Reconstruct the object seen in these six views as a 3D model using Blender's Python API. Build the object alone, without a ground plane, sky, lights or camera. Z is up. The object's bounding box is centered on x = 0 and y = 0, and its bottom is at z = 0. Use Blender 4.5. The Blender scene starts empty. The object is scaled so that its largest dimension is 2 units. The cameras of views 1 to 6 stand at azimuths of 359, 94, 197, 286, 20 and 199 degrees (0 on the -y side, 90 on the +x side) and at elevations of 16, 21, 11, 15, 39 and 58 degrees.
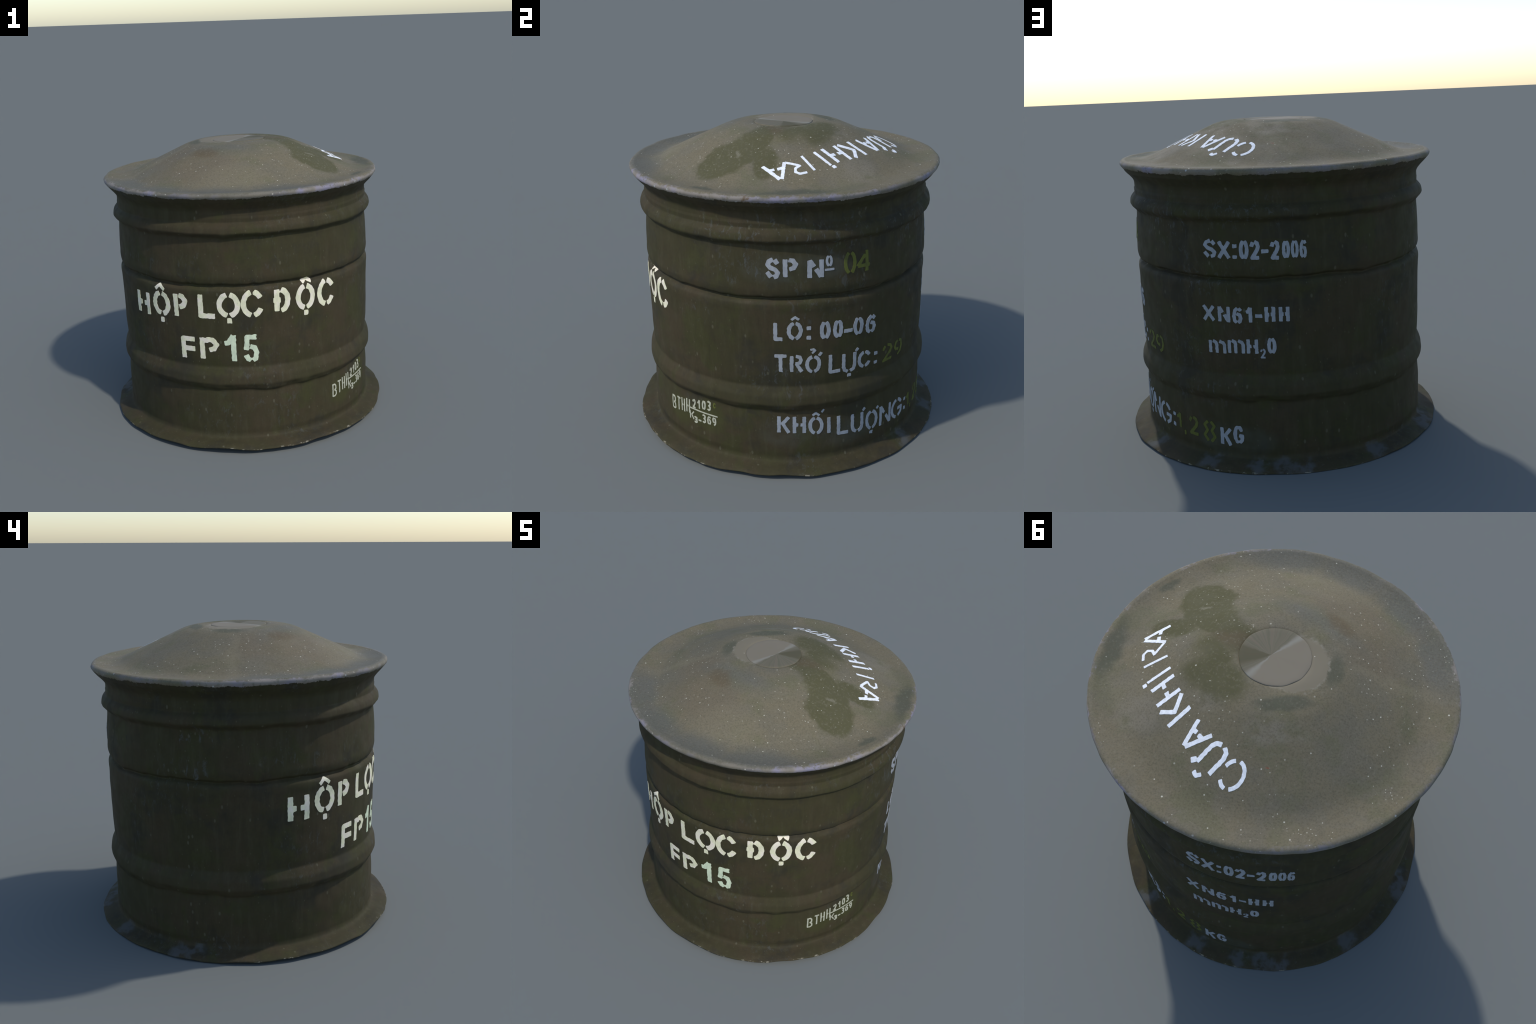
"""Olive-drab sheet-metal filter canister: domed lid with rolled rim, two raised ribs, one groove,
flared base flange and white / yellow stencilled lettering."""
import bpy, math
import numpy as np

SEED = 7
rng = np.random.default_rng(SEED)

# ------------------------------------------------------------------ frame of the leaning can
AXIS = np.array([-0.0075, 0.0135, 1.0]); AXIS /= np.linalg.norm(AXIS)
EX = np.cross([0, 1, 0], AXIS); EX /= np.linalg.norm(EX)
EY = np.cross(AXIS, EX)
FOOT = np.array([0.0, 0.0, 0.02])

def to_world(p):
    """local can coordinates (axis = z) -> world"""
    p = np.asarray(p, float)
    return FOOT + p[..., 0:1] * EX + p[..., 1:2] * EY + (p[..., 2:3] - 0.02) * AXIS

# ------------------------------------------------------------------ lathe profile (radius, height)
PLATE_R = 0.182
LID = [(0.0, 1.925), (0.10, 1.926), (0.17, 1.930), (0.19, 1.938), (0.25, 1.9385), (0.30, 1.933),
       (0.335, 1.9265), (0.37, 1.9165), (0.44, 1.8865), (0.52, 1.850), (0.60, 1.814), (0.68, 1.778),
       (0.74, 1.751), (0.785, 1.733), (0.83, 1.7225), (0.87, 1.7205), (0.91, 1.723)]
RIM = [(0.935, 1.7265), (0.952, 1.7255), (0.963, 1.718), (0.967, 1.708), (0.9645, 1.697), (0.954, 1.683)]
NECK = [(0.936, 1.662), (0.909, 1.633), (0.8915, 1.609), (0.8865, 1.592), (0.8865, 1.570), (0.885, 1.535)]
RIB_A = [(0.8855, 1.526), (0.896, 1.515), (0.909, 1.497), (0.914, 1.476), (0.9145, 1.461), (0.906, 1.450),
         (0.893, 1.438), (0.883, 1.427)]
WALL_A = [(0.8815, 1.400), (0.8848, 1.355), (0.889, 1.280), (0.891, 1.214), (0.893, 1.168), (0.8895, 1.145)]
GROOVE = [(0.884, 1.128), (0.870, 1.1185), (0.865, 1.1115), (0.870, 1.104), (0.880, 1.097)]
WALL_B = [(0.890, 1.084), (0.893, 1.054), (0.8917, 1.030), (0.8907, 0.967), (0.8885, 0.827), (0.8847, 0.625),
          (0.882, 0.587)]
RIB_B = [(0.8797, 0.556), (0.8855, 0.543), (0.8951, 0.5205), (0.9036, 0.500), (0.907, 0.477), (0.9085, 0.4465),
         (0.902, 0.433), (0.892, 0.414)]
WALL_C = [(0.8815, 0.398), (0.883, 0.353), (0.8865, 0.275), (0.887, 0.220), (0.888, 0.110)]
FLANGE = [(0.8895, 0.080), (0.898, 0.061), (0.922, 0.0505), (0.962, 0.039), (0.9975, 0.0240), (0.9995, 0.0185),
          (0.997, 0.0155), (0.962, 0.027), (0.92, 0.038)]
BOTTOM = [(0.88, 0.046), (0.80, 0.048), (0.40, 0.048), (0.0, 0.048)]
PARTS = [("lid", LID), ("rolled_rim", RIM), ("neck", NECK), ("rib", RIB_A), ("wall", WALL_A),
         ("groove", GROOVE), ("wall", WALL_B), ("rib", RIB_B), ("wall", WALL_C), ("base_flange", FLANGE),
         ("bottom", BOTTOM)]

def sample_profile():
    """centripetal Catmull-Rom through all profile points, roughly even 7 mm steps"""
    pts, owner = [], []
    for i, (_, seg) in enumerate(PARTS):
        for p in seg:
            pts.append(p); owner.append(i)
    P = np.array(pts)
    out, own = [], []
    for k in range(len(P) - 1):
        p0 = P[max(k - 1, 0)]; p1 = P[k]; p2 = P[k + 1]; p3 = P[min(k + 2, len(P) - 1)]
        if k == 0: p0 = 2 * p1 - p2
        if k + 2 > len(P) - 1: p3 = 2 * p2 - p1
        t0 = 0.0
        t1 = t0 + max(np.linalg.norm(p1 - p0), 1e-6) ** .5
        t2 = t1 + max(np.linalg.norm(p2 - p1), 1e-6) ** .5
        t3 = t2 + max(np.linalg.norm(p3 - p2), 1e-6) ** .5
        d = np.linalg.norm(p2 - p1)
        n = int(np.clip(round(d / 0.0075), 2, 40))
        if owner[k] == len(PARTS) - 1: n = 4
        for j in range(n):
            t = t1 + (t2 - t1) * j / n
            a1 = (t1 - t) / (t1 - t0) * p0 + (t - t0) / (t1 - t0) * p1
            a2 = (t2 - t) / (t2 - t1) * p1 + (t - t1) / (t2 - t1) * p2
            a3 = (t3 - t) / (t3 - t2) * p2 + (t - t2) / (t3 - t2) * p3
            b1 = (t2 - t) / (t2 - t0) * a1 + (t - t0) / (t2 - t0) * a2
            b2 = (t3 - t) / (t3 - t1) * a2 + (t - t1) / (t3 - t1) * a3
            out.append((t2 - t) / (t2 - t1) * b1 + (t - t1) / (t2 - t1) * b2); own.append(owner[k])
    out.append(P[-1]); own.append(owner[-1])
    out = np.array(out); out[:, 0] = np.maximum(out[:, 0], 0.0)
    out[0, 0] = 0.0; out[-1, 0] = 0.0
    return out, np.array(own)

PROF, OWN = sample_profile()

# ------------------------------------------------------------------ smooth irregularities
def ring_noise(phi, seed, lo, hi, power=0.7):
    """periodic noise round the can: sum of harmonics lo..hi"""
    r = np.random.default_rng(seed)
    out = np.zeros_like(phi); tot = 0
    for k in range(lo, hi + 1):
        a = r.normal() * k ** -power
        out += a * np.sin(k * phi + r.uniform(0, 2 * math.pi)); tot += (k ** -power) ** 2
    return out / math.sqrt(tot / 2 + 1e-9) * 0.7

def wall_noise(phi, z, seed, n=26, kmax=14, fz=18.0):
    r = np.random.default_rng(seed)
    out = np.zeros(np.broadcast(phi, z).shape)
    for _ in range(n):
        k = r.integers(2, kmax + 1)
        out = out + r.normal() * np.sin(k * phi + r.uniform(-fz, fz) * z + r.uniform(0, 6.28)) / math.sqrt(n)
    return out

def bump(x, c, w):
    return np.exp(-((x - c) / w) ** 2)

def deform(r, z, phi):
    """scan-like irregularity of the pressed sheet, in local (r, z, phi); returns new r, z"""
    side = np.clip((r - 0.55) / 0.3, 0, 1)
    low = z < 1.60
    dr = 0.0012 * wall_noise(phi, z, 11) + 0.0007 * wall_noise(phi, z, 12, 40, 46, 60.0)
    dr = dr * side
    # uneven rib undersides and groove edges
    dr += 0.0035 * ring_noise(phi, 21, 18, 70, 0.5) * bump(z, 1.440, 0.016) * low
    dr += 0.0030 * ring_noise(phi, 22, 14, 60, 0.5) * bump(z, 0.420, 0.018) * low
    dr += 0.0030 * ring_noise(phi, 23, 20, 80, 0.4) * bump(z, 1.118, 0.012) * low
    dz = 0.004 * ring_noise(phi, 24, 3, 26) * bump(z, 1.425, 0.035) * low
    dz = dz + 0.0055 * ring_noise(phi, 25, 3, 30) * bump(z, 1.112, 0.035) * low
    dz = dz + 0.004 * ring_noise(phi, 26, 3, 22) * bump(z, 0.405, 0.04) * low
    # wavy rim and base flange edge
    out = np.clip((r - 0.91) / 0.075, 0, 1)
    flange = out * (z < 0.11)
    rim = out * (z > 1.60)
    dz = dz + rim * (0.0025 * ring_noise(phi, 31, 3, 30))
    dr = dr + rim * (0.0022 * ring_noise(phi, 32, 3, 60, 0.6))
    back = np.clip(0.5 - 0.5 * np.cos(phi), 0, 1)          # calmer where the can rests (+y side)
    dz = dz + flange * ((0.0055 - 0.003 * back) * ring_noise(phi, 33, 3, 26, 0.5) + 0.0013 * ring_noise(phi, 34, 20, 60, 0.4)
                        + 0.004 * np.cos(phi))
    dr = dr + flange * (0.0028 * ring_noise(phi, 35, 3, 40, 0.6) + 0.004 * np.cos(2 * phi) - 0.0035 + 0.0035 * (np.exp(-((np.degrees(phi) - 62) / 24) ** 2) + np.exp(-((np.degrees(phi) - 118) / 20) ** 2)))
    # uneven roundness of the can body
    az = lambda c, w: np.exp(-(((np.degrees(phi) - c + 180) % 360 - 180) / w) ** 2)
    body = (z < 1.56) * np.clip((z - 0.06) / 0.06, 0, 1)
    dr = dr + body * (0.008 * az(45, 26) * np.clip((1.4 - z) / 0.8, 0, 1) + 0.011 * az(242, 24) * np.clip((0.75 - z) / 0.5, 0, 1)
                      + 0.007 * az(178, 24) * np.clip((1.0 - z) / 0.6, 0, 1) - 0.003 * az(315, 36) + 0.003 + 0.002 * az(120, 60) * np.clip((z - 0.5) / 0.2, 0, 1))
    dr = dr - 0.007 * az(135, 65) * bump(z, 1.113, 0.011) * low
    # the cone leans a little against the can axis; its trough sinks on the -x side
    top = (z > 1.6) * np.clip((0.93 - r) / 0.15, 0, 1)
    dz = dz + top * (0.006 * r * np.sin(phi) - 0.004 * r * np.cos(phi))
    dz = dz - (z > 1.6) * bump(r, 0.76, 0.055) * (0.001 + 0.004 * az(290, 60))
    dz = dz + (z > 1.67) * np.clip((r - 0.8) / 0.08, 0, 1) * 0.004 * az(125, 65)
    # shallow radial pleats and dents pressed into the cone of the lid
    cone = bump(r, 0.55, 0.2) * (z > 1.6)
    dz = dz + cone * (0.0022 * ring_noise(phi, 41, 3, 9) + 0.0012 * ring_noise(phi, 42, 8, 20))
    return r + dr, z + dz

_zs = PROF[:, 1]; _wallsel = (OWN >= 2) & (OWN <= 8)
WZ = PROF[_wallsel][::-1, 1]; WR = PROF[_wallsel][::-1, 0]
_lidsel = OWN == 0
LR = PROF[_lidsel][:, 0]; LZ = PROF[_lidsel][:, 1]

def on_wall(phi, z, lift):
    """paint position on the can side; phi: radians from -y towards +x"""
    r0 = np.interp(z, WZ, WR)
    r, z2 = deform(r0, z, phi)
    r = r + lift
    return to_world(np.stack([r * np.sin(phi), -r * np.cos(phi), z2], -1))

def on_lid(x, y, lift):
    r0 = np.hypot(x, y); phi = np.arctan2(x, -y)
    z = np.interp(r0, LR, LZ)
    r, z2 = deform(r0, z, phi)
    return to_world(np.stack([r * np.sin(phi), -r * np.cos(phi), z2 + lift], -1))

# ------------------------------------------------------------------ node helpers
class Mat:
    def __init__(self, name, rough=0.5, spec=0.4):
        self.m = bpy.data.materials.new(name); self.m.use_nodes = True
        self.nt = self.m.node_tree; self.N = self.nt.nodes; self.L = self.nt.links
        self.b = self.N["Principled BSDF"]
        self.b.inputs["Roughness"].default_value = rough
        self.b.inputs["Specular IOR Level"].default_value = spec
        tc = self.N.new("ShaderNodeTexCoord"); self.co = tc.outputs["Object"]
    def put(self, sock, v):
        if isinstance(v, bpy.types.NodeSocket): self.L.new(v, sock)
        else: sock.default_value = v
    def math(self, op, a, b=0.0, c=None, clamp=False):
        n = self.N.new("ShaderNodeMath"); n.operation = op; n.use_clamp = clamp
        self.put(n.inputs[0], a); self.put(n.inputs[1], b)
        if c is not None: self.put(n.inputs[2], c)
        return n.outputs[0]
    def vmath(self, op, a, b=(0, 0, 0)):
        n = self.N.new("ShaderNodeVectorMath"); n.operation = op
        self.put(n.inputs[0], a); self.put(n.inputs[1], b)
        return n.outputs["Value"] if op in ("DOT_PRODUCT", "LENGTH", "DISTANCE") else n.outputs[0]
    def scale(self, v, s, rot=(0, 0, 0)):
        n = self.N.new("ShaderNodeMapping")
        self.put(n.inputs["Vector"], v); n.inputs["Scale"].default_value = s; n.inputs["Rotation"].default_value = rot
        return n.outputs[0]
    def noise(self, scale, detail=3, rough=0.55, vec=None, color=False, dist=0.0):
        n = self.N.new("ShaderNodeTexNoise"); n.inputs["Scale"].default_value = scale
        n.inputs["Detail"].default_value = detail; n.inputs["Roughness"].default_value = rough
        n.inputs["Distortion"].default_value = dist
        self.put(n.inputs["Vector"], vec if vec is not None else self.co)
        return n.outputs["Color"] if color else n.outputs["Fac"]
    def voronoi(self, scale, vec=None, out="Distance"):
        n = self.N.new("ShaderNodeTexVoronoi"); n.inputs["Scale"].default_value = scale
        self.put(n.inputs["Vector"], vec if vec is not None else self.co)
        return n.outputs[out]
    def ramp(self, v, lo, hi, a=0.0, b=1.0, smooth=True):
        n = self.N.new("ShaderNodeMapRange"); n.interpolation_type = "SMOOTHSTEP" if smooth else "LINEAR"
        self.put(n.inputs["Value"], v)
        n.inputs["From Min"].default_value = lo; n.inputs["From Max"].default_value = hi
        n.inputs["To Min"].default_value = a; n.inputs["To Max"].default_value = b
        return n.outputs[0]
    def mix(self, f, a, b, mode="MIX"):
        n = self.N.new("ShaderNodeMix"); n.data_type = "RGBA"; n.blend_type = mode
        self.put(n.inputs[0], f)
        for s, v in ((n.inputs[6], a), (n.inputs[7], b)):
            if isinstance(v, bpy.types.NodeSocket): self.L.new(v, s)
            else: s.default_value = (*v, 1.0)
        return n.outputs[2]
    def warp(self, amount, scale):
        c = self.noise(scale, 4, 0.6, color=True)
        c = self.vmath("SUBTRACT", c, (0.5, 0.5, 0.5))
        s = self.N.new("ShaderNodeVectorMath"); s.operation = "SCALE"
        self.L.new(c, s.inputs[0]); s.inputs["Scale"].default_value = amount * 2
        return self.vmath("ADD", self.co, s.outputs[0])
    def blob(self, vec, centre, radii, soft=0.25, turn=0.0):
        """soft ellipsoidal patch mask (1 inside); turn = rotation about z of the long axis"""
        d = self.vmath("SUBTRACT", vec, tuple(centre))
        n = self.N.new("ShaderNodeVectorRotate"); n.rotation_type = "Z_AXIS"
        self.L.new(d, n.inputs["Vector"]); n.inputs["Angle"].default_value = -turn
        q = self.vmath("DIVIDE", n.outputs[0], tuple(radii))
        return self.ramp(self.vmath("LENGTH", q), 1 - soft, 1 + soft, 1.0, 0.0)
    def mx(self, *ms):
        o = ms[0]
        for m in ms[1:]: o = self.math("MAXIMUM", o, m)
        return o
    def mul(self, *ms):
        o = ms[0]
        for m in ms[1:]: o = self.math("MULTIPLY", o, m)
        return o
    def bump(self, h, strength=0.2, dist=0.002):
        n = self.N.new("ShaderNodeBump"); n.inputs["Strength"].default_value = strength
        n.inputs["Distance"].default_value = dist
        self.L.new(h, n.inputs["Height"]); self.L.new(n.outputs[0], self.b.inputs["Normal"])
    def finish(self, col, rough=None):
        self.put(self.b.inputs["Base Color"], col)
        if rough is not None: self.put(self.b.inputs["Roughness"], rough)
        return self.m

def wall_point(deg, z, r=0.89):
    a = math.radians(deg)
    return tuple(to_world(np.array([r * math.sin(a), -r * math.cos(a), z])))
def lid_point(deg, r):
    a = math.radians(deg); z = float(np.interp(r, LR, LZ))
    return tuple(to_world(np.array([r * math.sin(a), -r * math.cos(a), z])))

OLIVE = (0.051, 0.046, 0.0215); OLIVE_GREEN = (0.053, 0.053, 0.020); OLIVE_BROWN = (0.060, 0.047, 0.026)
SOOT = (0.037, 0.034, 0.024); DUST = (0.125, 0.12, 0.085); SCUFF = (0.105, 0.118, 0.13)

def olive_paint(M):
    """mottled dark olive paint of the can side, with flecks and cool scuffs"""
    w = M.warp(0.10, 5.0)
    n1 = M.noise(2.6, 4, 0.6, vec=w); n2 = M.noise(4.5, 4, 0.6, vec=M.vmath("ADD", w, (3.1, 7.7, 1.3)))
    n3 = M.noise(3.3, 5, 0.65, vec=M.vmath("ADD", w, (11.3, 2.7, 5.3)))
    col = M.mix(M.ramp(n1, 0.42, 0.62), OLIVE, OLIVE_BROWN)
    col = M.mix(M.ramp(n2, 0.52, 0.66, 0, 0.85), col, OLIVE_GREEN)
    col = M.mix(M.ramp(n3, 0.52, 0.66, 0, 0.8), col, SOOT)
    grain = M.noise(95, 3, 0.7)
    col = M.mix(M.ramp(grain, 0.3, 0.7, 0.0, 0.28), col, (0.030, 0.028, 0.017))
    brush = M.noise(26, 4, 0.7, vec=M.scale(M.co, (1, 1, 0.16)))
    col = M.mix(M.ramp(brush, 0.50, 0.70, 0.0, 0.35), col, (0.074, 0.069, 0.040))
    col = M.mix(M.ramp(brush, 0.48, 0.30, 0.0, 0.35), col, (0.030, 0.028, 0.017))
    # brownish green paint rubbed round the fraction mark and smeared cool grey round the stencils
    sm = M.warp(0.03, 16)
    smear = M.mx(*[M.blob(sm, wall_point(d, z), (0.20, 0.20, h), 0.35) for d, z, h in
                   ((94, .25, .085), (116, .22, .085), (172, .17, .09), (180, .16, .09), (90, 1.29, .075), (104, 1.29, .07))])
    col = M.mix(M.math("MULTIPLY", smear, M.ramp(M.noise(9, 4), 0.35, 0.65, 0.10, 0.34)), col, (0.085, 0.095, 0.085))
    green = M.mx(*[M.blob(sm, wall_point(d, z), (0.11, 0.11, h), 0.4) for d, z, h in ((45, .25, .09), (60, .28, .10))])
    col = M.mix(M.math("MULTIPLY", green, 0.5), col, (0.060, 0.068, 0.020))
    # cool rubbed scuffs in streaky clusters
    st = M.scale(M.co, (1, 1, 0.45))
    streak = M.noise(34, 5, 0.72, vec=st, dist=0.6)
    area = M.ramp(M.noise(2.1, 2, 0.5, vec=M.vmath("ADD", M.co, (4.2, 9.1, 2.2))), 0.50, 0.64)
    bands = M.mx(*[M.blob(w, wall_point(d, z), rr, 0.5) for d, z, rr in (
        (78, 1.50, (.25, .3, .08)), (112, 1.48, (.3, .35, .09)), (150, 1.44, (.3, .35, .10)), (185, 1.47, (.3, .3, .08)),
        (78, 1.30, (.12, .2, .10)), (160, .72, (.2, .2, .12)), (172, 1.10, (.2, .2, .10)), (166, .42, (.22, .2, .07)),
        (272, 1.40, (.25, .18, .05)), (268, 1.18, (.2, .12, .07)), (90, .62, (.2, .2, .08)))])
    sc = M.mul(M.ramp(streak, 0.53, 0.70), M.math("ADD", M.math("MULTIPLY", area, 0.35), M.math("MULTIPLY", bands, 0.55), clamp=True))
    col = M.mix(sc, col, SCUFF)
    # scattered pale flecks, slightly drawn out upright
    fl = M.scale(M.co, (1, 1, 0.55))
    v = M.voronoi(17, fl); rnd = M.voronoi(17, fl, "Color")
    pick = M.ramp(M.vmath("DOT_PRODUCT", rnd, (1, 0, 0)), 0.55, 0.60)
    fleck = M.mul(M.ramp(v, 0.07, 0.15, 1, 0), pick)
    col = M.mix(M.math("MULTIPLY", fleck, 0.55), col, DUST)
    v2 = M.voronoi(48, fl); rnd2 = M.voronoi(48, fl, "Color")
    col = M.mix(M.mul(M.ramp(v2, 0.08, 0.2, 1, 0), M.ramp(M.vmath("DOT_PRODUCT", rnd2, (0, 1, 0)), 0.80, 0.84), 0.4), col, DUST)
    col = M.mix(1.0, col, (0.95, 0.91, 0.84), "MULTIPLY")              # warm tone of the whole coat
    return col, grain

def lid_paint(M):
    """dusty taupe lid with a bare olive patch, greenish stains and pale specks"""
    w = M.warp(0.05, 9.0); w2 = M.warp(0.10, 3.5)
    n1 = M.noise(3.2, 4, 0.6, vec=w2); n2 = M.noise(4.0, 4, 0.6, vec=M.vmath("ADD", w2, (5.3, 1.7, 9.1)))
    col = M.mix(M.ramp(n1, 0.40, 0.62), (0.172, 0.152, 0.102), (0.156, 0.143, 0.106))
    col = M.mix(M.ramp(n2, 0.50, 0.66, 0, 0.7), col, (0.138, 0.135, 0.080))
    warm = M.mx(M.blob(w, lid_point(-30, .56), (.30, .17, .3), .4, math.radians(-30)), M.blob(w, lid_point(-62, .50), (.14, .14, .3), .5))
    col = M.mix(M.math("MULTIPLY", warm, 0.6), col, (0.160, 0.132, 0.090))
    ochre = M.mx(M.blob(w, lid_point(-76, .62), (.28, .035, .3), .6, math.radians(14)), M.blob(w, lid_point(-5, .68), (.2, .14, .3), .5),
                 M.blob(w, lid_point(118, .72), (.12, .10, .3), .5))
    col = M.mix(M.math("MULTIPLY", ochre, 0.55), col, (0.205, 0.182, 0.125))
    # cool grey tint along the trough inside the rim and on the crown
    cool = M.mx(*[M.blob(w, lid_point(d, .885), (.26, .10, .3), .6, math.radians(d)) for d in (-60, -35, -10, 15)])
    cool = M.mx(cool, M.math("MULTIPLY", M.blob(w2, lid_point(-16, .335), (.25, .07, .3), .7, math.radians(-16)), 0.8))
    col = M.mix(M.math("MULTIPLY", cool, 0.7), col, (0.116, 0.122, 0.112))
    # stains
    green = M.mx(M.blob(w, lid_point(96, .885), (.20, .05, .3), .45, math.radians(96)),
                 M.blob(w, lid_point(62, .885), (.07, .028, .3), .4, math.radians(60)),
                 M.blob(w, lid_point(-152, .285), (.14, .045, .2), .3, math.radians(-158)),
                 M.blob(w, lid_point(-85, .30), (.10, .04, .2), .5, math.radians(-85)))
    col = M.mix(M.math("MULTIPLY", green, 0.75), col, (0.078, 0.086, 0.062))
    olive = M.mx(M.blob(w, lid_point(58, .60), (.185, .150, .3), .12, math.radians(-45)),
                 M.blob(w, lid_point(66, .46), (.24, .115, .3), .16, math.radians(-32)),
                 M.blob(w, lid_point(82, .60), (.14, .075, .3), .2, math.radians(0)),
                 M.blob(w, lid_point(112, .34), (.13, .16, .3), .35, math.radians(10)),
                 M.blob(w, lid_point(142, .30), (.12, .11, .3), .35), M.blob(w, lid_point(78, .25), (.12, .10, .3), .4))
    gap = M.blob(w, lid_point(104, .52), (.17, .06, .3), .5, math.radians(14))
    olive = M.math("MULTIPLY", olive, M.math("SUBTRACT", 1.0, M.math("MULTIPLY", gap, 0.7)))
    col = M.mix(M.math("MULTIPLY", olive, 0.92), col, (0.088, 0.086, 0.040))
    brown = M.mx(M.blob(w, lid_point(82, .24), (.10, .05, .3), .6), M.blob(w, lid_point(-33, .42), (.09, .05, .3), .6, math.radians(-30)))
    col = M.mix(M.math("MULTIPLY", brown, 0.6), col, (0.115, 0.086, 0.050))
    pale = M.mul(M.mx(M.blob(w, lid_point(128, .73), (.12, .10, .3), .5), M.blob(w, lid_point(-158, .42), (.16, .05, .3), .6, math.radians(-158)),
                      M.blob(w, lid_point(145, .42), (.08, .05, .3), .6)), M.ramp(M.noise(11, 4), 0.35, 0.6))
    col = M.mix(M.math("MULTIPLY", pale, 0.6), col, (0.225, 0.205, 0.165))
    w3 = M.warp(0.035, 26)
    # red fleck and one pale smudge
    col = M.mix(M.blob(w3, lid_point(-163.7, .579), (.012, .007, .02), .5), col, (0.28, 0.10, 0.06))
    col = M.mix(M.math("MULTIPLY", M.blob(w3, lid_point(63, .54), (.03, .012, .05), .6), 0.7), col, (0.21, 0.20, 0.15))
    # fine grain
    g = M.noise(105, 3, 0.75)
    col = M.mix(M.ramp(g, 0.42, 0.70, 0.0, 0.55), col, (0.088, 0.081, 0.055))
    g2 = M.noise(60, 4, 0.7)
    col = M.mix(M.ramp(g2, 0.50, 0.72, 0.0, 0.38), col, (0.215, 0.20, 0.150))
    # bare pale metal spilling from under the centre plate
    spill = M.blob(w3, tuple(to_world(np.array([-0.095, 0.005, 1.938]))), (.178, .175, .08), .03)
    edge = M.blob(w3, tuple(to_world(np.array([-0.095, 0.005, 1.938]))), (.190, .187, .08), .04)
    col = M.mix(M.mul(edge, M.ramp(M.noise(20, 4), 0.42, 0.62), 0.8), col, (0.250, 0.235, 0.190))
    col = M.mix(spill, col, (0.192, 0.173, 0.129))
    # white specks: denser over the -x side
    dens = M.ramp(M.noise(1.6, 2, 0.5, vec=M.vmath("ADD", M.co, (1.2, 0.4, 0.0))), 0.35, 0.62, 0.72, 0.42)
    for sc, thr, size, k in ((11, 0.04, 0.075, 0), (27, 0.10, 0.14, 1), (55, 0.30, 0.20, 2)):
        v = M.voronoi(sc); rnd = M.voronoi(sc, None, "Color")
        ax = [(1, 0, 0), (0, 1, 0), (0, 0, 1)][k]
        pick = M.math("GREATER_THAN", M.vmath("DOT_PRODUCT", rnd, ax), M.math("ADD", dens, thr))
        bright = M.ramp(M.vmath("DOT_PRODUCT", rnd, ax[1:] + ax[:1]), 0, 1, 0.30, 1.0)
        col = M.mix(M.mul(M.ramp(v, size * .4, size, 1, 0), pick, bright), col, (0.56, 0.55, 0.47))
    col = M.mix(1.0, col, (1.0, 0.955, 0.885), "MULTIPLY")
    return col, g

# ------------------------------------------------------------------ materials
def mat_body():
    M = Mat("olive_paint", 0.45, 0.2)
    col, g = olive_paint(M)
    M.bump(M.math("ADD", M.math("MULTIPLY", g, 0.4), M.noise(30, 3)), 0.12, 0.002)
    return M.finish(col, M.ramp(M.noise(12, 3), 0.3, 0.7, 0.68, 0.85))

def mat_lid():
    M = Mat("dusty_lid_paint", 0.5, 0.25)
    col, g = lid_paint(M)
    M.bump(g, 0.12, 0.0015)
    return M.finish(col, M.ramp(M.noise(9, 3), 0.3, 0.7, 0.75, 0.9))

def mat_rim():
    """chipped rim: taupe above, lavender-grey primer and rust on the roll, ragged border to olive below"""
    M = Mat("chipped_rim_paint", 0.45, 0.25)
    olive, _ = olive_paint(M); col, g = lid_paint(M)
    h = M.vmath("DOT_PRODUCT", M.co, tuple(AXIS))                       # height along the can axis
    h0 = float(FOOT @ AXIS) - 0.02
    jag = M.math("ADD", M.math("MULTIPLY", M.noise(42, 4, 0.7), 0.030), M.math("MULTIPLY", M.noise(9, 3), 0.030))
    hn = M.math("ADD", h, M.math("SUBTRACT", jag, 0.030))
    w = M.warp(0.04, 20)
    band = M.ramp(hn, 1.717 + h0, 1.728 + h0, 1, 0)
    pur = M.ramp(M.noise(4.5, 3, 0.6, vec=M.vmath("ADD", M.co, (7, 3, 1))), 0.46, 0.62, 0.0, 0.8)
    primer = M.mix(pur, (0.245, 0.215, 0.185), (0.235, 0.220, 0.300))
    primer = M.mix(M.ramp(M.noise(30, 4, 0.7), 0.55, 0.66, 0, 0.8), primer, (0.145, 0.14, 0.105))
    primer = M.mix(M.mul(M.ramp(M.noise(11, 4, 0.6, vec=M.vmath("ADD", M.co, (2, 5, 8))), 0.56, 0.66),
                         M.blob(w, lid_point(85, .96), (.3, .35, .1), .4)), primer, (0.135, 0.088, 0.050))
    where = M.ramp(M.noise(3.0, 3, 0.6, vec=M.vmath("ADD", M.co, (9, 2, 4))), 0.42, 0.56, 0.12, 0.9)
    bare = M.mx(*[M.blob(w, lid_point(d, .95), (.17, .17, .2), .3) for d in (30, 48, 64, 82, 100, 116, 152, -44, -60, -76)])
    where = M.mx(M.math("MULTIPLY", where, 0.45), M.math("MULTIPLY", bare, M.ramp(M.noise(8, 3), .3, .5, .35, 1.0)))
    col = M.mix(M.mul(band, where), col, primer)
    v = M.voronoi(26); rnd = M.voronoi(26, None, "Color")
    col = M.mix(M.mul(M.ramp(v, 0.08, 0.2, 1, 0), band, M.math("GREATER_THAN", M.vmath("DOT_PRODUCT", rnd, (1, 0, 0)), 0.80), 0.8), col, (0.50, 0.51, 0.50))
    ragged = M.ramp(hn, 1.690 + h0, 1.693 + h0, 1, 0)
    col = M.mix(ragged, col, olive)
    M.bump(M.noise(60, 3), 0.2, 0.002)
    return M.finish(col, 0.75)

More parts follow.
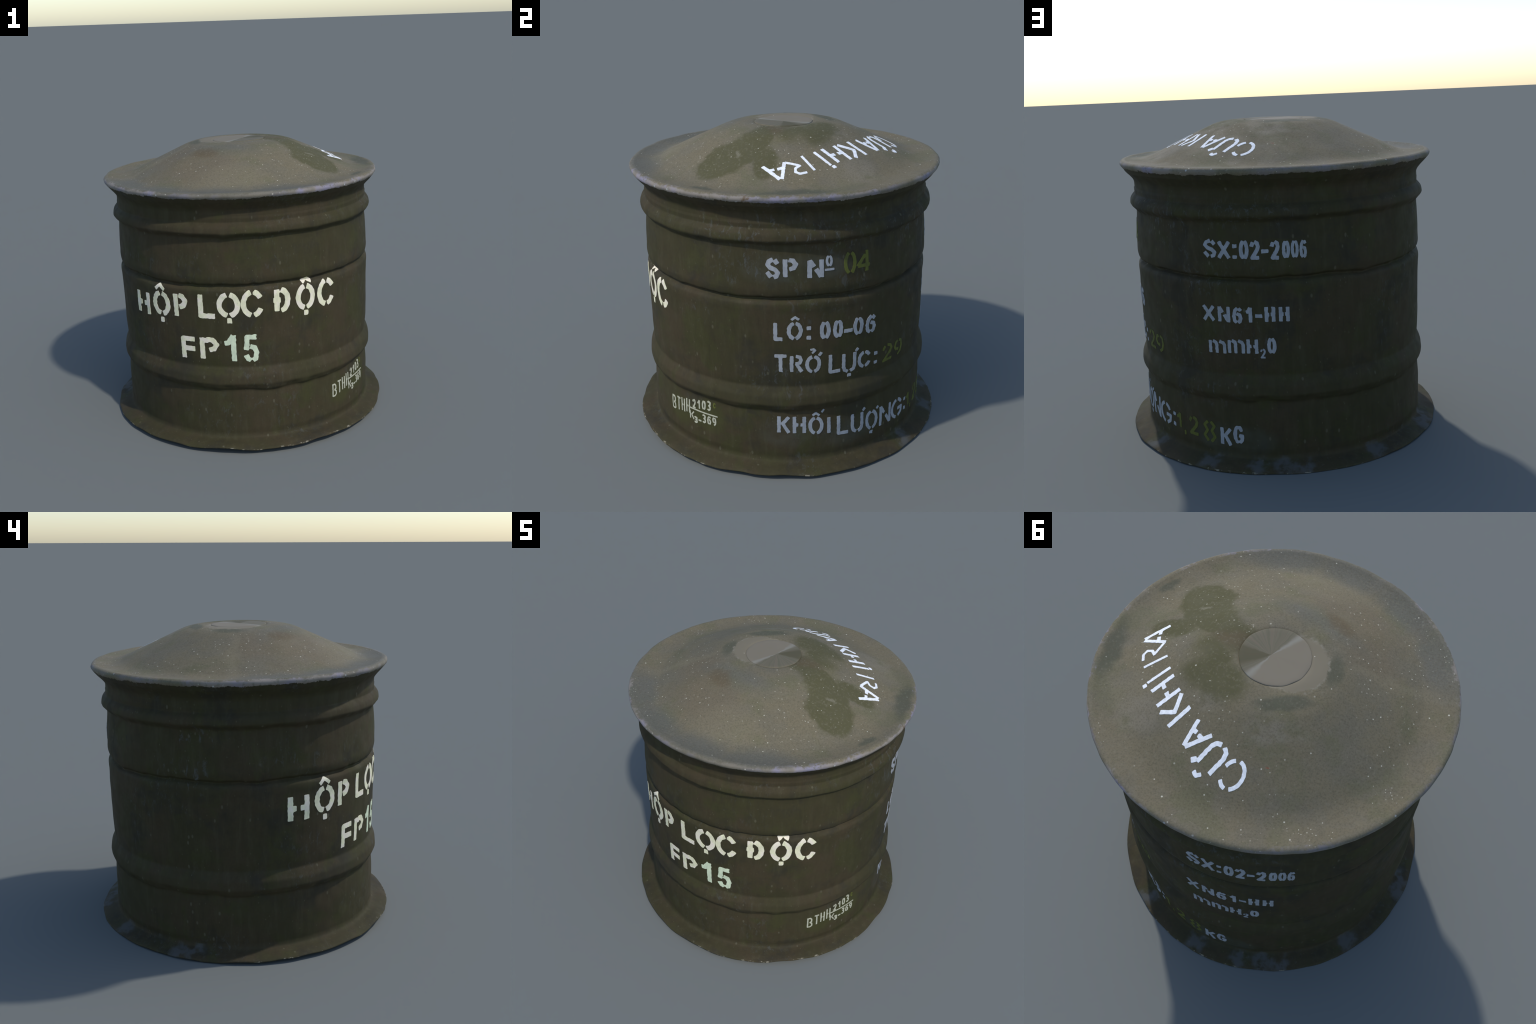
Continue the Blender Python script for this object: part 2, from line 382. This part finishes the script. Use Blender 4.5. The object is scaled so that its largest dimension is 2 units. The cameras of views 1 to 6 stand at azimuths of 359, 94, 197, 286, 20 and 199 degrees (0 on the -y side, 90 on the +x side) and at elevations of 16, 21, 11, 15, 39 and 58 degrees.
def mat_flange():
    M = Mat("worn_flange_paint", 0.47, 0.2)
    col, g = olive_paint(M)
    r = M.vmath("LENGTH", M.vmath("MULTIPLY", M.co, (1, 1, 0)))
    edge = M.ramp(M.math("ADD", r, M.math("MULTIPLY", M.noise(24, 4, 0.7), 0.010)), 0.9995, 1.0025)
    chip = M.ramp(M.noise(26, 4, 0.7, vec=M.vmath("ADD", M.co, (3, 3, 3))), 0.54, 0.62)
    w = M.warp(0.05, 14)
    patch = M.mx(*[M.blob(w, wall_point(d, .04, .95), (.07, .06, .08), .4) for d in (188, 196, 203, 170, 262, 268, 232, 142)])
    col = M.mix(M.mul(patch, M.ramp(M.noise(13, 4), .38, .6), 0.75), col, (0.085, 0.088, 0.085))
    col = M.mix(M.mul(edge, chip, 0.7), col, (0.30, 0.27, 0.20))
    M.bump(M.noise(40, 3), 0.15, 0.002)
    return M.finish(col, 0.78)

def mat_plate():
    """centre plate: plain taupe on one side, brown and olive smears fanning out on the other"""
    M = Mat("centre_plate_paint", 0.5, 0.35)
    c = tuple(to_world(np.array([0.022, 0.0, 1.945])))
    w = M.warp(0.012, 14)
    d = M.vmath("SUBTRACT", w, c)
    sep = M.N.new("ShaderNodeSeparateXYZ"); M.L.new(d, sep.inputs[0])
    x, y = sep.outputs[0], sep.outputs[1]
    ang = M.math("ARCTAN2", x, M.math("MULTIPLY", y, -1.0))             # 0 on -y, + towards +x
    comb = M.N.new("ShaderNodeCombineXYZ"); M.L.new(ang, comb.inputs[0])
    fan = M.noise(5.0, 3, 0.6, vec=comb.outputs[0]); fan2 = M.noise(14.0, 3, 0.6, vec=comb.outputs[0])
    smear = M.mix(M.ramp(fan, .38, .62), (0.118, 0.110, 0.070), (0.150, 0.125, 0.085))
    smear = M.mix(M.ramp(fan2, .45, .65, 0, .5), smear, (0.165, 0.145, 0.100))
    olive = M.mul(M.ramp(ang, 1.35, 1.6), M.ramp(ang, 2.15, 2.5, 1, 0))
    smear = M.mix(M.math("MULTIPLY", olive, 0.85), smear, (0.084, 0.074, 0.038))
    inside = M.mul(M.ramp(ang, -0.55, -0.35), M.ramp(ang, 2.55, 2.75, 1, 0))
    lip = M.mul(M.ramp(ang, -0.72, -0.55), M.ramp(ang, 2.75, 2.95, 1, 0))
    plain = M.mix(M.ramp(M.noise(6, 2), .35, .65), (0.194, 0.167, 0.118), (0.198, 0.169, 0.122))
    col = M.mix(lip, plain, (0.235, 0.22, 0.175))
    col = M.mix(inside, col, smear)
    return M.finish(col, 0.8)

def mat_letter(name, tint, worn, wear, cool=None):
    """thin stencil paint: brush streaks, chips that let the olive paint through"""
    M = Mat(name, 0.5, 0.35)
    st = M.scale(M.co, (1, 1, 0.35))
    n = M.noise(55, 4, 0.65, vec=st); n2 = M.noise(16, 4, 0.6)
    col = M.mix(M.ramp(n, .35, .65), tint, tuple(0.84 * t for t in tint))
    if cool: col = M.mix(M.ramp(n2, .45, .6), col, cool)
    chips = M.mul(M.ramp(M.noise(70, 5, 0.7, vec=M.vmath("ADD", M.co, (1, 2, 3))), .60, .70), wear)
    col = M.mix(M.math("ADD", chips, M.math("MULTIPLY", M.ramp(n2, .52, .72), wear * 0.5), clamp=True), col, worn)
    return M.finish(col, 0.8)

BODY, LIDM, RIMM, FLANGEM, PLATEM = mat_body(), mat_lid(), mat_rim(), mat_flange(), mat_plate()
CREAM = mat_letter("cream_stencil_paint", (0.84, 0.80, 0.55), (0.55, 0.50, 0.35), 0.45, (0.86, 0.77, 0.63))
MINT = mat_letter("mint_stencil_paint", (0.70, 0.77, 0.55), (0.56, 0.64, 0.46), 0.5)
GREY = mat_letter("grey_stencil_paint", (0.36, 0.37, 0.39), (0.16, 0.17, 0.16), 0.6)
PALE = mat_letter("pale_grey_stencil_paint", (0.33, 0.35, 0.38), (0.15, 0.16, 0.16), 0.6)
YELLOW = mat_letter("yellow_stencil_paint", (0.115, 0.125, 0.022), (0.060, 0.058, 0.024), 1.0)
SMALL = mat_letter("small_cream_stencil_paint", (0.50, 0.49, 0.37), (0.30, 0.29, 0.2), 0.5)
WHITE = mat_letter("white_stencil_paint", (0.95, 0.96, 0.97), (0.62, 0.61, 0.57), 0.5)

# ------------------------------------------------------------------ the thing
can = bpy.data.objects.new("metal_canister", None)
bpy.context.collection.objects.link(can)
can["label"] = "dented olive metal canister with domed lid and stencilled lettering"
can["category"] = "metal canister"

def add_mesh(name, verts, faces, mat, parent=None, normals=None, smooth=True):
    me = bpy.data.meshes.new(name)
    me.from_pydata([tuple(map(float, v)) for v in verts], [], [tuple(map(int, f)) for f in faces])
    me.materials.append(mat)
    if smooth: me.polygons.foreach_set("use_smooth", np.ones(len(me.polygons), bool))
    me.update()
    if normals is not None: me.normals_split_custom_set_from_vertices([tuple(map(float, n)) for n in normals])
    ob = bpy.data.objects.new(name, me); bpy.context.collection.objects.link(ob)
    ob.parent = parent if parent is not None else can
    return ob

# ------------------------------------------------------------------ body: one lathe surface, split by part
NPHI = 720
phi = np.linspace(0, 2 * math.pi, NPHI, endpoint=False)
Rg = np.repeat(PROF[:, 0:1], NPHI, 1); Zg = np.repeat(PROF[:, 1:2], NPHI, 1); Pg = np.repeat(phi[None], len(PROF), 0)
R2, Z2 = deform(Rg, Zg, Pg)
R2[0] = 0; R2[-1] = 0; Z2[0] = Z2[0].mean(); Z2[-1] = Z2[-1].mean()
loc = np.stack([R2 * np.sin(Pg), -R2 * np.cos(Pg), Z2], -1)
W = to_world(loc)
dzmin = W[..., 2].min()
W[..., 2] = np.maximum(W[..., 2], 0.0)          # the flange edge rests flat where it touches the ground
tu = np.roll(W, -1, 1) - np.roll(W, 1, 1)
tv = np.gradient(W, axis=0)
NRM = np.cross(tv, tu)
NRM /= np.maximum(np.linalg.norm(NRM, axis=-1, keepdims=True), 1e-12)
NRM[0] = AXIS; NRM[-1] = -AXIS
mid = len(PROF) // 2
if (NRM[mid] * (W[mid] - FOOT) * [1, 1, 0]).sum() < 0: NRM = -NRM; NRM[0] = AXIS; NRM[-1] = -AXIS

PART_MAT = {"lid": LIDM, "rolled_rim": RIMM, "base_flange": FLANGEM}
for i, (name, _) in enumerate(PARTS):
    rows = np.where(OWN == i)[0]
    a, b = rows[0], rows[-1] + 1
    b = min(b, len(PROF) - 1)
    verts = W[a:b + 1].reshape(-1, 3); nrm = NRM[a:b + 1].reshape(-1, 3)
    faces = []
    for k in range(b - a):
        for j in range(NPHI):
            j2 = (j + 1) % NPHI
            q = (k * NPHI + j, (k + 1) * NPHI + j, (k + 1) * NPHI + j2, k * NPHI + j2)
            if a + k == 0: q = (q[1], q[2], 0)
            elif a + k + 1 == len(PROF) - 1: q = (q[0], q[1], q[3])
            faces.append(q)
    if a == 0:                                  # single pole vertex
        keep = np.r_[0, np.arange(NPHI, len(verts))]
        idx = np.zeros(len(verts), int); idx[keep] = np.arange(len(keep))
        verts, nrm = verts[keep], nrm[keep]; faces = [tuple(idx[v] for v in f) for f in faces]
    if b == len(PROF) - 1:
        n0 = (b - a) * NPHI
        keep = np.arange(n0 + 1); idx = np.minimum(np.arange(len(verts)), n0)
        verts, nrm = verts[keep], nrm[keep]; faces = [tuple(idx[v] for v in f) for f in faces]
    add_mesh(name, verts, faces, PART_MAT.get(name, BODY), normals=nrm)

# ------------------------------------------------------------------ centre plate on the lid
def centre_plate():
    n, rings = 160, [(0.0, 0), (0.3, 0), (0.6, 0), (0.85, 0), (0.965, 0), (0.99, -0.0012), (1.0, -0.003), (1.0, -0.014)]
    a = np.linspace(0, 2 * math.pi, n, endpoint=False)
    rad = PLATE_R * (1 + 0.012 * ring_noise(a, 51, 2, 14))
    verts, faces = [], []
    for k, (f, dz) in enumerate(rings):
        x = rad * f * np.sin(a); y = -rad * f * np.cos(a)
        z = 1.9405 + 0.014 * x + dz + 0.0008 * ring_noise(a, 52, 2, 8) * f
        verts.append(to_world(np.stack([x, y, z], -1)))
    V = np.concatenate(verts)
    for k in range(len(rings) - 1):
        for j in range(n):
            j2 = (j + 1) % n
            faces.append((k * n + j, (k + 1) * n + j, (k + 1) * n + j2, k * n + j2))
    faces = [f for f in faces if f[0] >= n]
    c = len(V); V = np.vstack([V, V[:n].mean(0)])
    faces += [(c, n + j, n + (j + 1) % n) for j in range(n)]
    used = np.unique(np.array([v for f in faces for v in f])); idx = -np.ones(len(V), int); idx[used] = np.arange(len(used))
    ob = add_mesh("centre_plate", V[used], [tuple(idx[v] for v in f) for f in faces], PLATEM)
    return ob
centre_plate()

# ------------------------------------------------------------------ stencil glyphs in a unit box (strokes)
def arc(a0, a1, n=14, cx=.5, cy=.5, rx=.5, ry=.5):
    return [(cx + rx * math.cos(math.radians(a)), cy + ry * math.sin(math.radians(a))) for a in np.linspace(a0, a1, n)]
ROUND = [arc(-76, 76), arc(104, 256)]
G = {
 "H": [[(0, 0), (0, 1)], [(1, 0), (1, 1)], [(0, .5), (.34, .5)], [(.66, .5), (1, .5)]],
 "O": ROUND, "0": [arc(-70, 70), arc(110, 250)],
 "P": [[(.08, 0), (.08, 1)], [(.46, .98), (.78, .93), (1, .73), (.82, .50), (.48, .43)]],
 "p": [[(.10, 0), (.10, 1)], [(.16, .93), (.42, .90), (.46, .96), (.78, .93), (1, .72), (.84, .50), (.56, .44)]],
 "L": [[(0, 1), (0, 0), (1, 0)]],
 "C": [arc(104, 256), arc(32, 76, 6), arc(284, 330, 6)],
 "G": [arc(104, 256), arc(30, 76, 6), [(.60, .45), (1, .45), (.95, .18), (.66, .02)]],
 "D": [[(.12, 0), (.12, 1)], [(-.12, .52), (.36, .52)], [(.50, 1), (.72, .94), (.94, .72), (1, .5), (.94, .28), (.72, .06), (.50, 0)]],
 "F": [[(0, 0), (0, 1), (1, 1)], [(0, .50), (1, .50)]],
 "B": [[(0, 0), (0, 1), (.6, 1), (.85, .88), (.85, .62), (.5, .52), (.9, .40), (.95, .12), (.6, 0), (0, 0)]],
 "T": [[(0, 1), (1, 1)], [(.5, .95), (.5, 0)]],
 "R": [[(0, 0), (0, 1)], [(.46, 1), (.82, .95), (.95, .76), (.80, .56), (.46, .50)], [(.50, .50), (1, 0)]],
 "U": [[(0, 1), (0, .28), (.12, .08), (.36, 0)], [(1, 1), (1, .28), (.88, .08), (.64, 0)]],
 "K": [[(0, 0), (0, 1)], [(1, 1), (.40, .56), (1, 0)]],
 "I": [[(.5, 0), (.5, 1)]],
 "N": [[(0, 0), (0, 1)], [(1, 0), (1, 1)], [(.04, .98), (.34, .66)], [(.56, .46), (.94, .04)]],
 "S": [[(.50, 1), (.18, .92), (.03, .74), (.25, .56), (.72, .44), (.98, .26), (.86, .06), (.64, 0)], [(.72, .98), (.95, .80)], [(0, .26), (.34, .01)]],
 "X": [[(0, 0), (1, 1)], [(0, 1), (1, 0)]],
 "A": [[(0, 0), (.44, 1)], [(.56, 1), (1, 0)], [(.22, .34), (.42, .36)], [(.60, .34), (.80, .36)]],
 "m": [[(0, 0), (0, 1)], [(.22, 1), (.42, .88), (.46, .7), (.46, 0)], [(.68, 1), (.92, .88), (1, .7), (1, 0)]],
 "1": [[(.0, .70), (.32, .74), (.68, 1)], [(.72, 1), (.72, 0)]],
 "2": [[(.0, .74), (.20, .96)], [(.50, 1), (.82, .92), (.95, .72), (.80, .50), (.08, .0), (1, 0)]],
 "3": [[(0, .92), (.4, 1), (.9, .90), (.9, .66), (.45, .54), (.95, .38), (.95, .12), (.5, 0), (0, .08)]],
 "4": [[(.78, 0), (.78, 1)], [(.60, .80), (.0, .30)], [(.05, .28), (1, .28)]],
 "5": [[(.95, 1), (.14, 1), (.04, .47)], [(.46, .60), (.80, .54), (1, .32), (.88, .08), (.64, 0)], [(.02, .20), (.14, .06), (.40, 0)]],
 "6": [[(.52, 1), (.16, .82), (0, .45), (.10, .12), (.38, 0)], [(.48, .60), (.84, .54), (1, .30), (.86, .06), (.64, 0)], [(.74, .98), (.98, .84)]],
 "8": [[(.36, 1), (.05, .80), (.30, .54), (0, .26), (.34, 0)], [(.66, 1), (.95, .80), (.70, .54), (1, .26), (.66, 0)]],
 "9": [[(.48, 0), (.84, .18), (1, .55), (.90, .88), (.62, 1)], [(.52, .40), (.16, .46), (0, .70), (.14, .94), (.36, 1)]],
 "-": [[(0, .5), (1, .5)]], ".": [[(.12, .5), (.88, .5)]], ",": [[(.5, 1), (.75, .6), (.55, 0)]],
 "^": [[(0, 0), (.5, 1), (1, 0)]], "?": [[(0, .85), (.7, .95), (1, .65), (.35, 0)]], "'": [[(0, 0), (1, 1)]],
}

def stroke_field(px, py, strokes, hw, seed):
    """signed distance to square-ended strokes (metres), edges roughened"""
    d = np.full(px.shape, 9.0)
    for s in strokes:
        s = np.array(s, float); n = len(s) - 1
        for k in range(n):
            a, b = s[k], s[k + 1]; v = b - a; l = max(np.hypot(*v), 1e-6); v = v / l
            t = (px - a[0]) * v[0] + (py - a[1]) * v[1]
            c = np.clip(t, 0, l)
            dd = np.hypot(px - a[0] - c * v[0], py - a[1] - c * v[1]) - hw
            if k == 0: dd = np.maximum(dd, -t - 0.25 * hw)
            if k == n - 1: dd = np.maximum(dd, t - l - 0.25 * hw)
            d = np.minimum(d, dd)
    r = np.random.default_rng(seed)
    rough = np.zeros(px.shape)
    for _ in range(22):
        f = r.uniform(0.25, 1.6) * 2 * math.pi / (hw * 2.2); a = r.uniform(0, 6.28)
        rough += np.sin(f * (px * math.cos(a) + py * math.sin(a)) + r.uniform(0, 6.28)) * r.normal()
    return d + rough * hw * 0.018

def glyph_mesh(strokes, hw, place, seed, step=None):
    """march squares over the stroke field; place(x, y, lift) -> world"""
    pts = np.array([p for s in strokes for p in s])
    lo = pts.min(0) - 1.6 * hw; hi = pts.max(0) + 1.6 * hw
    h = step or hw / 3.2
    nx = int((hi[0] - lo[0]) / h) + 2; ny = int((hi[1] - lo[1]) / h) + 2
    X, Y = np.meshgrid(lo[0] + h * np.arange(nx), lo[1] + h * np.arange(ny), indexing="ij")
    F = stroke_field(X, Y, strokes, hw, seed)
    verts, key, faces = [], {}, []
    def vid(k, p):
        if k not in key: key[k] = len(verts); verts.append(p)
        return key[k]
    ins = F < 0
    act = ins[:-1, :-1] | ins[1:, :-1] | ins[1:, 1:] | ins[:-1, 1:]
    edges = {}
    for i, j in zip(*np.where(act)):
        c = [(i, j), (i + 1, j), (i + 1, j + 1), (i, j + 1)]
        poly = []
        for q in range(4):
            a, b = c[q], c[(q + 1) % 4]; fa, fb = F[a], F[b]
            if fa < 0: poly.append(vid(a, (X[a], Y[a])))
            if (fa < 0) != (fb < 0):
                t = fa / (fa - fb)
                poly.append(vid(tuple(sorted((a, b))), (X[a] + t * (X[b] - X[a]), Y[a] + t * (Y[b] - Y[a]))))
        if len(poly) >= 3:
            faces.append(tuple(poly))
            for q in range(len(poly)):
                e = (poly[q], poly[(q + 1) % len(poly)])
                if (e[1], e[0]) in edges: del edges[(e[1], e[0])]
                else: edges[e] = 1
    V = np.array(verts); n = len(V)
    top = place(V[:, 0], V[:, 1], 0.0018); low = place(V[:, 0], V[:, 1], -0.0015)
    rim = sorted({a for e in edges for a in e}); back = {v: n + k for k, v in enumerate(rim)}
    faces += [(b, a, back[a], back[b]) for a, b in edges]
    return np.vstack([top, low[rim]]), faces

KIND = {"-": "dash", ".": "dot", ",": "comma", "^": "circumflex", "?": "hook_accent", "'": "acute_accent"}
counter = [100]
def paint(ch, strokes, hw, place, mat, parent, step=None):
    counter[0] += 1
    v, f = glyph_mesh(strokes, hw, place, counter[0], step)
    name = KIND.get(ch, "digit" if ch.isdigit() else "letter")
    return add_mesh(name, v, f, mat, parent, smooth=False)

def part_group(name):
    e = bpy.data.objects.new(name, None); bpy.context.collection.objects.link(e); e.parent = can
    return e

RW = 0.8895
def wall_place(x, y, lift): return on_wall(x / RW, y, lift)

def wall_glyph(ch, deg0, deg1, z0, z1, hw, mat, parent, inset=True, tilt=0.0):
    """fit a glyph to a box given in degrees round the can and metres of height"""
    x0, x1 = math.radians(deg0) * RW, math.radians(deg1) * RW
    if ch in '-.': inset = False
    i = min(hw, (x1 - x0) / 2.05) if inset else 0.0
    j = hw if inset else 0.0
    S = [[(x0 + i + (x1 - x0 - 2 * i) * p[0], z0 + j * .8 + (z1 - z0 - 1.6 * j) * p[1] + tilt * (p[0] - .5)) for p in s] for s in G[ch]]
    return paint(ch, S, hw, wall_place, mat, parent)

def wall_line(name, items, hw, mat, tilt=0.0):
    """items: (glyph, deg0, deg1, z0, z1[, material[, hw]])"""
    par = part_group(name)
    for it in items:
        m = it[5] if len(it) > 5 and it[5] is not None else mat
        w = it[6] if len(it) > 6 else hw
        wall_glyph(it[0], *it[1:5], w, m, par, tilt=tilt)
    return par

def dot(deg, z, s=0.95): return (".", deg - s, deg + s, z - .018, z + .018)

wall_line("title_lettering", [
    ("H", -55.4, -46.2, .848, 1.018), ("O", -43.8, -34.0, .876, 1.045), ("^", -42.2, -36.2, 1.052, 1.098, None, .011), dot(-38.7, .848),
    ("P", -32.4, -25.2, .884, 1.053), ("L", -20.4, -12.4, .898, 1.066), ("O", -12.3, -2.5, .903, 1.073), dot(-7.2, .882),
    ("C", -2.3, 7.4, .902, 1.085), ("D", 11.0, 18.6, .918, 1.082), ("O", 21.0, 30.1, .911, 1.084), ("^", 23.6, 29.2, 1.089, 1.126, None, .012),
    dot(25.7, .888), ("C", 31.3, 40.8, .904, 1.090)], 0.0172, CREAM)
wall_line("model_lettering", [
    ("F", -29.5, -22.2, .596, .756), ("p", -21.3, -12.2, .603, .768), ("1", -10.6, -3.6, .592, .790, MINT), ("5", -2.0, 4.6, .593, .779, MINT)],
    0.0165, CREAM)
fr = [("B", 38.9, 41.7, .226, .318), ("T", 42.3, 44.9, .236, .328), ("H", 45.4, 47.6, .246, .340), ("H", 48.4, 50.6, .256, .352)]
fr += [(c, 52.0 + 2.5 * k, 53.9 + 2.5 * k, .308 + .006 * k, .366 + .006 * k) for k, c in enumerate("2103")]
fr += [("-", 50.0, 64.3, .290, .310, None, .004), ("K", 50.4, 52.9, .224, .282, None, .0045), ("3", 52.7, 54.7, .208, .252), ("-", 55.2, 56.5, .228, .244)]
fr += [(c, 57.0 + 2.45 * k, 58.9 + 2.45 * k, .229 + .002 * k, .288 + .001 * k) for k, c in enumerate("369")]
fr += [("C", 62.4, 63.7, .352, .385, YELLOW, .004)]
wall_line("fraction_lettering", fr, 0.0050, SMALL)
wall_line("serial_lettering", [
    ("S", 85.1, 90.5, 1.238, 1.358), ("P", 91.1, 96.8, 1.242, 1.358), ("N", 100.1, 106.1, 1.230, 1.347), ("0", 106.8, 109.4, 1.294, 1.360, None, .007),
    ("-", 106.5, 109.9, 1.265, 1.290, None, .006), ("0", 113.7, 118.7, 1.232, 1.366, YELLOW, .010), ("4", 118.7, 124.9, 1.228, 1.362, YELLOW, .010)],
    0.0128, GREY)
wall_line("batch_lettering", [
    ("L", 87.7, 91.6, .860, .977), ("O", 92.6, 98.4, .863, .976), ("^", 93.9, 97.4, .984, 1.010, None, .007), dot(100.6, .932, .8), dot(100.6, .873, .8),
    ("0", 104.7, 108.8, .853, .967), ("0", 109.8, 113.7, .849, .964), ("-", 114.3, 117.4, .87, .90), ("0", 117.9, 122.3, .842, .958), ("6", 123.3, 128.2, .834, .950)],
    0.0112, GREY)
wall_line("resistance_lettering", [
    ("T", 87.5, 92.9, .654, .770), ("R", 93.6, 98.6, .651, .766), ("O", 99.3, 105.3, .644, .757), ("?", 100.9, 103.4, .768, .803, None, .006), ("'", 104.0, 105.8, .748, .778, None, .008),
    ("L", 108.2, 113.4, .627, .753), ("U", 113.6, 119.6, .611, .742), ("'", 118.9, 120.8, .735, .762, None, .008), dot(116.8, .592, .8),
    ("C", 120.3, 126.5, .617, .726), dot(128.8, .687, .8), dot(128.8, .627, .8), ("2", 132.2, 138.4, .603, .716, YELLOW, .009), ("9", 139.2, 145.3, .598, .708, YELLOW, .009)],
    0.0105, GREY)
wall_line("weight_lettering", [
    ("K", 88.6, 93.6, .247, .366), ("H", 94.5, 99.6, .242, .362), ("O", 100.5, 106.4, .230, .348), ("^", 101.8, 105.2, .353, .378, None, .007), ("'", 105.4, 107.0, .368, .398, None, .006),
    ("I", 107.6, 109.6, .221, .338), ("L", 111.9, 117.2, .202, .333), ("U", 117.9, 123.6, .188, .322), ("'", 122.9, 124.8, .315, .345, None, .008),
    ("O", 124.6, 130.8, .172, .304), ("'", 129.8, 131.6, .295, .322, None, .008), dot(127.6, .153, .8), ("N", 131.9, 138.8, .158, .302), ("G", 139.1, 147.4, .152, .288),
    dot(149.6, .240, .8), dot(149.6, .176, .8), ("1", 150.8, 154.6, .166, .264, YELLOW, .009), (",", 154.9, 156.6, .130, .165, YELLOW, .007), ("2", 158.1, 163.2, .152, .268, YELLOW, .010),
    ("8", 165.2, 171.0, .130, .264, YELLOW, .009), ("K", 172.8, 177.4, .126, .238), ("G", 178.0, 182.1, .144, .256)], 0.0105, PALE, tilt=-0.004)
wall_line("date_lettering", [
    ("S", 169.9, 175.2, 1.229, 1.331), ("X", 175.5, 180.5, 1.224, 1.327), dot(182.0, 1.297, .8), dot(182.0, 1.237, .8), ("0", 183.6, 187.1, 1.223, 1.332),
    ("2", 187.4, 191.2, 1.225, 1.328), ("-", 191.7, 193.9, 1.255, 1.281), ("2", 194.5, 198.1, 1.222, 1.326), ("0", 198.7, 201.5, 1.223, 1.325, None, .009),
    ("0", 201.8, 204.5, 1.223, 1.324, None, .008), ("6", 204.8, 207.4, 1.222, 1.323, None, .008)], 0.0105, PALE)
wall_line("code_lettering", [
    ("X", 168.1, 173.2, .864, .959), ("N", 174.4, 179.1, .861, .959), ("6", 179.9, 183.7, .860, .956), ("1", 184.6, 187.8, .863, .959), ("-", 188.5, 190.7, .892, .920),
    ("H", 191.7, 195.5, .867, .962), ("H", 196.7, 200.5, .867, .960)], 0.0100, PALE)
wall_line("unit_lettering", [
    ("m", 170.0, 176.9, .676, .758), ("m", 177.6, 184.0, .682, .768), ("H", 184.7, 188.9, .683, .776), ("2", 189.5, 191.6, .662, .717, None, .005), ("0", 192.1, 195.4, .685, .781)],
    0.0095, PALE)

# lettering on the lid: each glyph in a slanted frame (bottom-left, bottom-right, top-left corners, local x y)
LID_TEXT = [("C", (-.078, .566), (.028, .572), (-.066, .698), .0095), ("U", (.029, .549), (.107, .509), (.089, .661), .0110),
            ("A", (.142, .496), (.233, .440), (.209, .596), .0105), ("K", (.300, .389), (.370, .327), (.372, .494), .0110),
            ("H", (.391, .307), (.454, .236), (.473, .401), .0108), ("I", (.488, .197), (.498, .186), (.575, .291), .0085),
            ("R", (.542, .121), (.599, .029), (.644, .195), .0075), ("A", (.597, .025), (.626, -.094), (.714, .070), .0100)]
outlet = part_group("outlet_lettering")
def lid_place(x, y, lift): return on_lid(x, y, lift)
for ch, bl, br, tl, hw in LID_TEXT:
    bl, br, tl = map(np.array, (bl, br, tl))
    S = [[tuple(bl + (br - bl) * p[0] + (tl - bl) * p[1]) for p in s] for s in G[ch]]
    paint(ch, S, hw, lid_place, WHITE, outlet)
paint("?", [[(.166, .668), (.150, .684), (.128, .674)]], .010, lid_place, WHITE, outlet)
paint("'", [[(.176, .612), (.196, .622)]], .013, lid_place, WHITE, outlet)
paint("'", [[(.583, .300), (.594, .310)]], .012, lid_place, WHITE, outlet)
